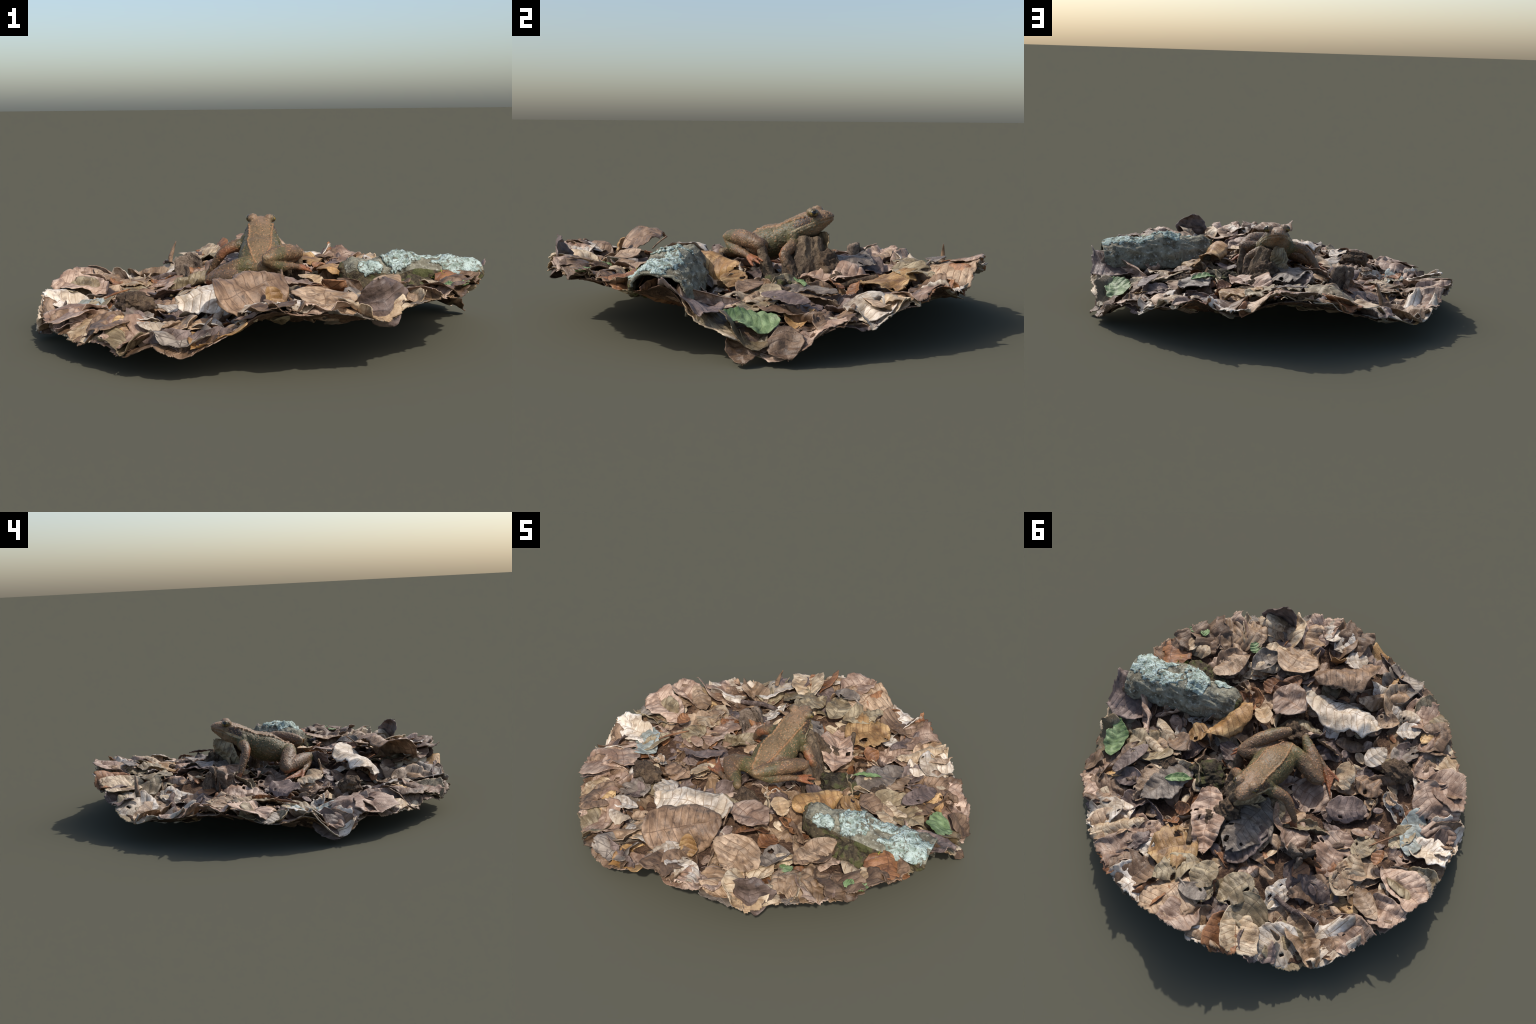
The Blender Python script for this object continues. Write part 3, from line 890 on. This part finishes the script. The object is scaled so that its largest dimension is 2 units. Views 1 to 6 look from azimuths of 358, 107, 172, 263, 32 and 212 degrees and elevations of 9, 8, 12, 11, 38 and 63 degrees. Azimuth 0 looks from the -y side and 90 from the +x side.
# ------------------------------------------------------------------ frog
TRUNK = [  # y, middle x, back height, belly height, half width
    (-.152, -.010, .305, .285, .010), (-.135, -.010, .318, .262, .040), (-.105, -.008, .338, .250, .062), (-.06, -.004, .371, .241, .083),
    (-.02, 0, .397, .239, .097), (.02, .003, .407, .244, .099), (.06, .005, .413, .255, .095), (.10, .007, .431, .276, .087),
    (.13, .008, .447, .296, .082), (.165, .010, .463, .325, .082), (.20, .012, .474, .350, .074), (.235, .014, .481, .366, .061),
    (.26, .014, .481, .386, .049), (.285, .014, .478, .408, .037), (.302, .013, .472, .426, .026), (.316, .012, .462, .444, .012)]


def trunk_mesh():
    S = spline(TRUNK, 70)
    n = 36
    V, F = [], []
    for y, x, top, bot, hw in S:
        head = min(1, max(0, (y - .1) / .06))
        for j in range(n):
            w = 2 * math.pi * j / n
            c, s = math.cos(w), math.sin(w)
            e = .92 - .12 * head if s > 0 else .92 + .12 * head
            px = math.copysign(abs(c) ** e, c) * hw * (1 - (.18 * max(0, s) * head))
            zc, hz = (top * .46 + bot * .54), 0
            hz = (top - zc) if s > 0 else (zc - bot)
            V.append((x + px, y, zc + math.copysign(abs(s) ** e, s) * hz))
    for i in range(len(S) - 1):
        F += [(i * n + j, i * n + (j + 1) % n, (i + 1) * n + (j + 1) % n, (i + 1) * n + j) for j in range(n)]
    F += [tuple(reversed(range(n))), tuple((len(S) - 1) * n + j for j in range(n))]
    return np.array(V), F


LIMBS = {  # control points (x, y, z, radius) by limb
    "forelimb_l": [(-.050, .150, .345, .030), (-.095, .152, .357, .030), (-.155, .146, .333, .024), (-.190, .165, .290, .022), (-.222, .186, .240, .015), (-.230, .200, .215, .012)],
    "forelimb_r": [(.050, .145, .33, .032), (.098, .155, .330, .028), (.150, .130, .292, .024), (.166, .150, .25, .020), (.165, .185, .20, .016)],
    "hindlimb_l": [(-.020, -.105, .300, .040), (-.075, -.100, .298, .042), (-.145, -.080, .270, .040), (-.200, -.062, .243, .034), (-.222, -.066, .235, .027)],
    "shank_l": [(-.218, -.066, .232, .026), (-.175, -.110, .246, .037), (-.125, -.160, .256, .038), (-.075, -.205, .262, .028), (-.052, -.228, .262, .021)],
    "tarsus_l": [(-.052, -.226, .255, .019), (-.11, -.205, .235, .013), (-.16, -.182, .222, .013), (-.205, -.155, .214, .013)],
    "hindlimb_r": [(.010, -.095, .300, .042), (.060, -.050, .305, .044), (.115, -.005, .318, .040), (.155, .022, .330, .033), (.172, .026, .333, .027)],
    "shank_r": [(.172, .022, .336, .027), (.135, -.040, .350, .035), (.095, -.095, .354, .036), (.050, -.150, .350, .030), (.024, -.178, .345, .022)],
    "tarsus_r": [(.024, -.176, .332, .021), (.075, -.135, .303, .022), (.120, -.080, .293, .019), (.165, -.030, .283, .013)],
    "hand_l": [(-.228, .196, .22, .013), (-.222, .220, .200, .009), (-.216, .255, .188, .005)],
    "hand_l2": [(-.230, .198, .218, .012), (-.252, .215, .198, .007), (-.276, .232, .188, .004)],
    "hand_l3": [(-.226, .196, .22, .011), (-.200, .205, .200, .007), (-.188, .215, .188, .004)],
    "foot_l": [(-.200, -.157, .214, .013), (-.255, -.143, .205, .009), (-.316, -.124, .192, .005)],
    "foot_l2": [(-.200, -.155, .214, .012), (-.250, -.100, .204, .009), (-.295, -.045, .192, .007), (-.322, -.008, .182, .004)],
    "foot_l3": [(-.200, -.155, .212, .010), (-.225, -.110, .200, .007), (-.242, -.066, .190, .005)],
    "foot_r": [(.160, -.035, .284, .012), (.195, .000, .275, .009), (.232, .045, .260, .005)],
    "foot_r2": [(.160, -.035, .284, .011), (.185, .015, .278, .008), (.205, .05, .268, .005)],
    "foot_r3": [(.160, -.035, .282, .011), (.20, -.015, .268, .008), (.238, .015, .25, .005)],
}
LINES = {k: spline(v, 16) for k, v in LIMBS.items()}
WEBS = [("foot_l", "foot_l2"), ("foot_l2", "foot_l3"), ("foot_r", "foot_r2"), ("foot_r", "foot_r3")]


def combined(pieces):
    V, F, o = [], [], 0
    for v, f in pieces:
        V.append(np.asarray(v, float))
        F += [tuple(o + i for i in q) for q in f]
        o += len(v)
    return np.vstack(V), F


def ball(centre, radii, n=20):
    V, F = [], []
    for i in range(n + 1):
        for j in range(n * 2):
            a, b = math.pi * i / n, math.pi * j / n
            V.append((centre[0] + radii[0] * math.sin(a) * math.cos(b), centre[1] + radii[1] * math.sin(a) * math.sin(b), centre[2] + radii[2] * math.cos(a)))
    m = 2 * n
    F = [(i * m + j, (i + 1) * m + j, (i + 1) * m + (j + 1) % m, i * m + (j + 1) % m) for i in range(n) for j in range(m)]
    return np.array(V), F


def web(a, b):
    """Thin skin between two toes, two thirds of the way out."""
    A, B = LINES[a][:11, :3], LINES[b][:11, :3]
    V = np.array([A[i] * (1 - t) + B[i] * t - UP * .003 * math.sin(math.pi * t) for i in range(11) for t in (0, .33, .67, 1)])
    F = [(i * 4 + j, i * 4 + j + 1, i * 4 + j + 5, i * 4 + j + 4) for i in range(10) for j in range(3)]
    V2, F2, _ = thicken(V, F, [0] * len(F), .007)
    return V2 + UP * .0035, F2


pieces = [trunk_mesh()]
for k, pts in LIMBS.items():
    pieces.append(tube(pts, n=22, ring=16, wob=0))
    for e in (pts[0], pts[-1]):
        pieces.append(ball(e[:3], (e[3],) * 3, 10))
pieces += [web(a, b) for a, b in WEBS]
pieces += [ball((-.024, .230, .475), (.024, .027, .021)), ball((.055, .229, .473), (.024, .027, .020)),  # brows
           ball((-.052, .150, .375), (.034, .035, .04)), ball((.068, .150, .37), (.034, .035, .04))]     # shoulders


def remeshed(name, verts, faces, voxel, smooth, rounds):
    ob = make_object(name, verts, faces, [])
    m = ob.modifiers.new("remesh", "REMESH")
    m.mode, m.voxel_size = "VOXEL", voxel
    m = ob.modifiers.new("smooth", "SMOOTH")
    m.factor, m.iterations = smooth, rounds
    ev = ob.evaluated_get(bpy.context.evaluated_depsgraph_get())
    me = ev.to_mesh()
    V = np.empty(len(me.vertices) * 3)
    me.vertices.foreach_get("co", V)
    N = np.empty(len(me.vertices) * 3)
    me.vertices.foreach_get("normal", N)
    F = [tuple(p.vertices) for p in me.polygons]
    ev.to_mesh_clear()
    bpy.data.objects.remove(ob)
    return V.reshape(-1, 3), N.reshape(-1, 3), F


# mud and mould that reaches up to the frog's right side
mud = combined([
    pillar([(.072, .200, .36, .028), (.085, .200, .31, .042), (.10, .20, .25, .050), (.115, .205, .19, .058), (.12, .21, .14, .065)]),
    pillar([(.055, .252, .36, .020), (.068, .255, .30, .034), (.08, .265, .22, .042), (.09, .27, .14, .048)]),
    pillar([(.150, .130, .30, .018), (.156, .145, .25, .026), (.160, .165, .19, .038), (.165, .175, .13, .045)]),
    pillar([(.172, .030, .335, .014), (.178, .045, .28, .020), (.180, .060, .22, .026), (.180, .07, .14, .036)]),
])
V, N, F = remeshed("mud", *mud, .006, .6, 8)
V += N * (.007 * ridged(V * np.array([1, 1, .12]), 48, 90, 2))[:, None]
make_object("mud_mound", V, F, [SMEAR], None, litter)

V, N, F = remeshed("body", *combined(pieces), .0032, .55, 9)
# skin: ridges down the back, mouth line, warts
RIDGE_L = spline([(-.047, .188, .452), (-.043, .137, .438), (-.047, .06, .402), (-.049, 0, .385), (-.042, -.06, .357), (-.034, -.113, .325), (-.022, -.135, .318)], 26)
RIDGE_R = spline([(.070, .192, .450), (.064, .150, .438), (.055, .07, .408), (.050, .0, .388), (.036, -.06, .357), (.014, -.113, .325), (0, -.135, .318)], 26)
MOUTH_L = spline([(.010, .318, .450), (-.016, .298, .442), (-.038, .262, .432), (-.058, .21, .410), (-.072, .168, .393)], 30)
MOUTH_R = spline([(.012, .318, .450), (.040, .298, .442), (.062, .262, .432), (.082, .21, .408), (.094, .168, .39)], 30)


def on_skin(line):
    return np.array([V[((V - p) ** 2).sum(1).argmin()] for p in line])


RIDGE_L, RIDGE_R, MOUTH_L, MOUTH_R = map(on_skin, (RIDGE_L, RIDGE_R, MOUTH_L, MOUTH_R))
ridge_d = np.minimum(segment_distance(V, RIDGE_L)[0], segment_distance(V, RIDGE_R)[0])
mouth_d = np.minimum(segment_distance(V, MOUTH_L)[0], segment_distance(V, MOUTH_R)[0])
V = V + N * (.0050 * np.exp(-(ridge_d / .005) ** 2) * np.clip(1 + 1.1 * noise(V, 110, 8), .2, 2))[:, None]
V = V - N * (.0035 * np.exp(-(mouth_d / .0035) ** 2))[:, None]
lumpy = np.clip(noise(V, 150, 15) - .30, 0, 1)
V = V + N * (.0048 * lumpy + .0012 * noise(V, 40, 17))[:, None]

# which part each face belongs to
C = np.array([V[list(f)].mean(0) for f in F])
S = spline(TRUNK, 200)
st = S[np.clip(np.searchsorted(S[:, 0], C[:, 1]), 0, 199)]
zc, hz = .5 * (st[:, 2] + st[:, 3]), .5 * (st[:, 2] - st[:, 3])
in_trunk = ((C[:, 0] - st[:, 1]) / (st[:, 4] * 1.10)) ** 2 + ((C[:, 2] - zc) / (hz * 1.10)) ** 2 < 1.15
names = list(LINES)
gap = np.stack([segment_distance(C, LINES[k][:, :3])[0] - np.interp(segment_distance(C, LINES[k][:, :3])[1], np.linspace(0, 1, 16), LINES[k][:, 3]) for k in names], 1)
best = gap.argmin(1)
GROUP = [("forelimb", ("forelimb_l",)), ("forelimb", ("forelimb_r",)), ("hand", ("hand_l", "hand_l2", "hand_l3")), ("hindlimb", ("hindlimb_l", "shank_l", "tarsus_l")),
         ("hindlimb", ("hindlimb_r", "shank_r", "tarsus_r")), ("foot", ("foot_l", "foot_l2", "foot_l3")), ("foot", ("foot_r", "foot_r2", "foot_r3"))]
part = np.zeros(len(F), int)
for i, (_, ks) in enumerate(GROUP):
    part[np.isin(best, [names.index(k) for k in ks])] = i + 2
part[in_trunk & (gap.min(1) > -.004)] = 0
part[(part == 0) & (C[:, 1] > .15) & (C[:, 2] > .36)] = 1
part[(part == 0) & (C[:, 1] > .21)] = 1


def frog_skin(name, ridge=False):
    g = Nodes(name)
    v = g.coords()
    n1 = g.noise(v, 22, 4)
    n2 = g.noise(v, 90, 3)
    sep = g.new("SeparateXYZ")
    g.link(v, sep.inputs[0])
    off = g.math("ABSOLUTE", g.math("SUBTRACT", sep.outputs["X"], .006))
    back, olive, limb = linear((118, 96, 68)), linear((84, 78, 50)), linear((106, 82, 61))
    col = g.mix(g.ramp(g.math("ADD", off, g.math("MULTIPLY", n1, .03)), .052, .085), back, olive)
    col = g.mix(g.ramp(g.math("ADD", off, g.math("MULTIPLY", n1, .03)), .105, .135), col, limb)
    # right thigh and shank lie over the flank
    leg = g.ball(v, (.085, -.075, .345), (.14, .05, .05), .25, (0, 0, math.radians(50)))
    col = g.mix(leg, col, limb)
    col = g.mix(g.math("MULTIPLY", g.ball(v, (.012, .24, .50), (.06, .11, .09)), .55), col, linear((142, 114, 90)))
    col = g.mix(g.math("MULTIPLY", g.ball(v, (-.06, -.10, .30), (.06, .05, .05)), .7), col, linear((100, 90, 54)))
    # pale throat and belly
    col = g.mix(g.math("MULTIPLY", g.ball(v, (.012, .235, .375), (.075, .08, .05)), .7), col, linear((136, 120, 100)))
    # orange inner arms, hands and feet
    for c, r, k in (((-.135, .125, .315), (.06, .03, .04), .75), ((.13, .105, .295), (.045, .03, .05), .75), ((-.23, .215, .20), (.06, .05, .035), .8),
                    ((-.26, -.10, .195), (.09, .075, .04), .9), ((.20, .01, .268), (.055, .05, .04), .95), ((-.07, -.18, .235), (.06, .05, .025), .3)):
        col = g.mix(g.math("MULTIPLY", g.ball(v, c, r, .3), k), col, linear((142, 86, 56)))
    # dark patch behind each eye, light upper lip below it
    for sx in (-1, 1):
        cx = .010
        col = g.mix(g.math("MULTIPLY", g.ball(v, (cx + sx * .071, .192, .432), (.030, .047, .024), .18, (math.radians(28), 0, 0)), .9), col, linear((62, 46, 38)))
        col = g.mix(g.math("MULTIPLY", g.ball(v, (cx + sx * .050, .272, .460), (.02, .034, .009), .25, (math.radians(10), 0, 0)), .7), col, linear((92, 70, 58)))
        col = g.mix(g.math("MULTIPLY", g.ball(v, (cx + sx * .076, .205, .412), (.03, .062, .007), .3, (math.radians(23), 0, 0)), .8), col, linear((196, 176, 140)))
        col = g.mix(g.ball(v, (cx + sx * .022, .293, .470), (.006, .006, .004), .3), col, linear((60, 44, 36)))
    # warm warts on the back, yellow specks on the flank
    specks = g.ramp(g.voronoi(v, 95), .18, .36, .8, 0)
    col = g.mix(g.math("MULTIPLY", specks, g.ramp(n1, .30, .5)), col, linear((172, 124, 84)))
    fine = g.ramp(g.voronoi(v, 190), .15, .32, .5, 0)
    col = g.mix(g.math("MULTIPLY", fine, g.ramp(off, .05, .09)), col, linear((140, 128, 74)))
    col = g.mix(g.ramp(n2, .56, .70, 0, .35), col, linear((66, 54, 38)))
    col = g.mix(g.ramp(g.noise(v, 38, 4, None, .6, .6), .52, .66, 0, .5), col, linear((64, 58, 40)))
    col = g.mix(g.ramp(g.noise(v, 30, 3), .42, .30, 0, .4), col, linear((158, 136, 104)))
    if ridge:
        col = g.mix(.5, col, linear((168, 120, 80)))
    g.bump(g.math("ADD", g.math("MULTIPLY", specks, 1.2), g.math("ADD", fine, n2)), .45, .004)
    return g.finish(col, .5, .4)


SKIN, RIDGE = frog_skin("frog_skin"), frog_skin("frog_back_ridge", True)
# smooth vertex normals of the whole body, kept by every part
FN = np.array([np.cross(V[f[2]] - V[f[0]], V[f[-1]] - V[f[1]]) if len(f) == 4 else np.cross(V[f[1]] - V[f[0]], V[f[2]] - V[f[0]]) for f in F])
N = np.zeros_like(V)
for i, f in enumerate(F):
    for k in f:
        N[k] += FN[i]
N /= np.linalg.norm(N, axis=1)[:, None] + 1e-12
on_ridge = np.array([min(ridge_d[list(f)]) < .0028 for f in F])
PARTS = ["torso", "head"] + [n for n, _ in GROUP]
for i, name in enumerate(PARTS):
    idx = np.nonzero(part == i)[0]
    if not len(idx):
        continue
    used = sorted({k for j in idx for k in F[j]})
    new = {k: n for n, k in enumerate(used)}
    ob = make_object(name, V[used], [tuple(new[k] for k in F[j]) for j in idx], [SKIN, RIDGE], on_ridge[idx].astype(int), frog)
    ob.data.normals_split_custom_set_from_vertices([tuple(N[k]) for k in used])

# eyes: a ball with a gold iris and a dark oval pupil, facing out and a little forward
g = Nodes("frog_eye")
v = g.coords()
m = g.new("Mapping")
g.link(v, m.inputs["Vector"])
m.inputs["Scale"].default_value = (1, 1.45, 0)
l = g.new("VectorMath", operation="LENGTH")
g.link(m.outputs["Vector"], l.inputs[0])
iris = g.mix(g.ramp(g.noise(v, 160, 3), .42, .6), linear((44, 38, 26)), linear((132, 112, 58)))
col = g.mix(g.ramp(l.outputs["Value"], .0085, .0105), linear((10, 12, 18)), iris)
col = g.mix(g.ramp(l.outputs["Value"], .019, .022), col, linear((58, 46, 36)))
EYE = g.finish(col, .12, .5)
for x, y, z, sx in ((-.037, .238, .473, -1), (.068, .238, .471, 1)):
    V, F = ball((0, 0, 0), (.0182, .0182, .0182), 16)
    ob = make_object("eye", V, F, [EYE], None, frog)
    ob.location = (x, y, z)
    q = Vector((sx * .9, .32, .22)).to_track_quat("Z", "Y")
    ob.rotation_euler = q.to_euler()
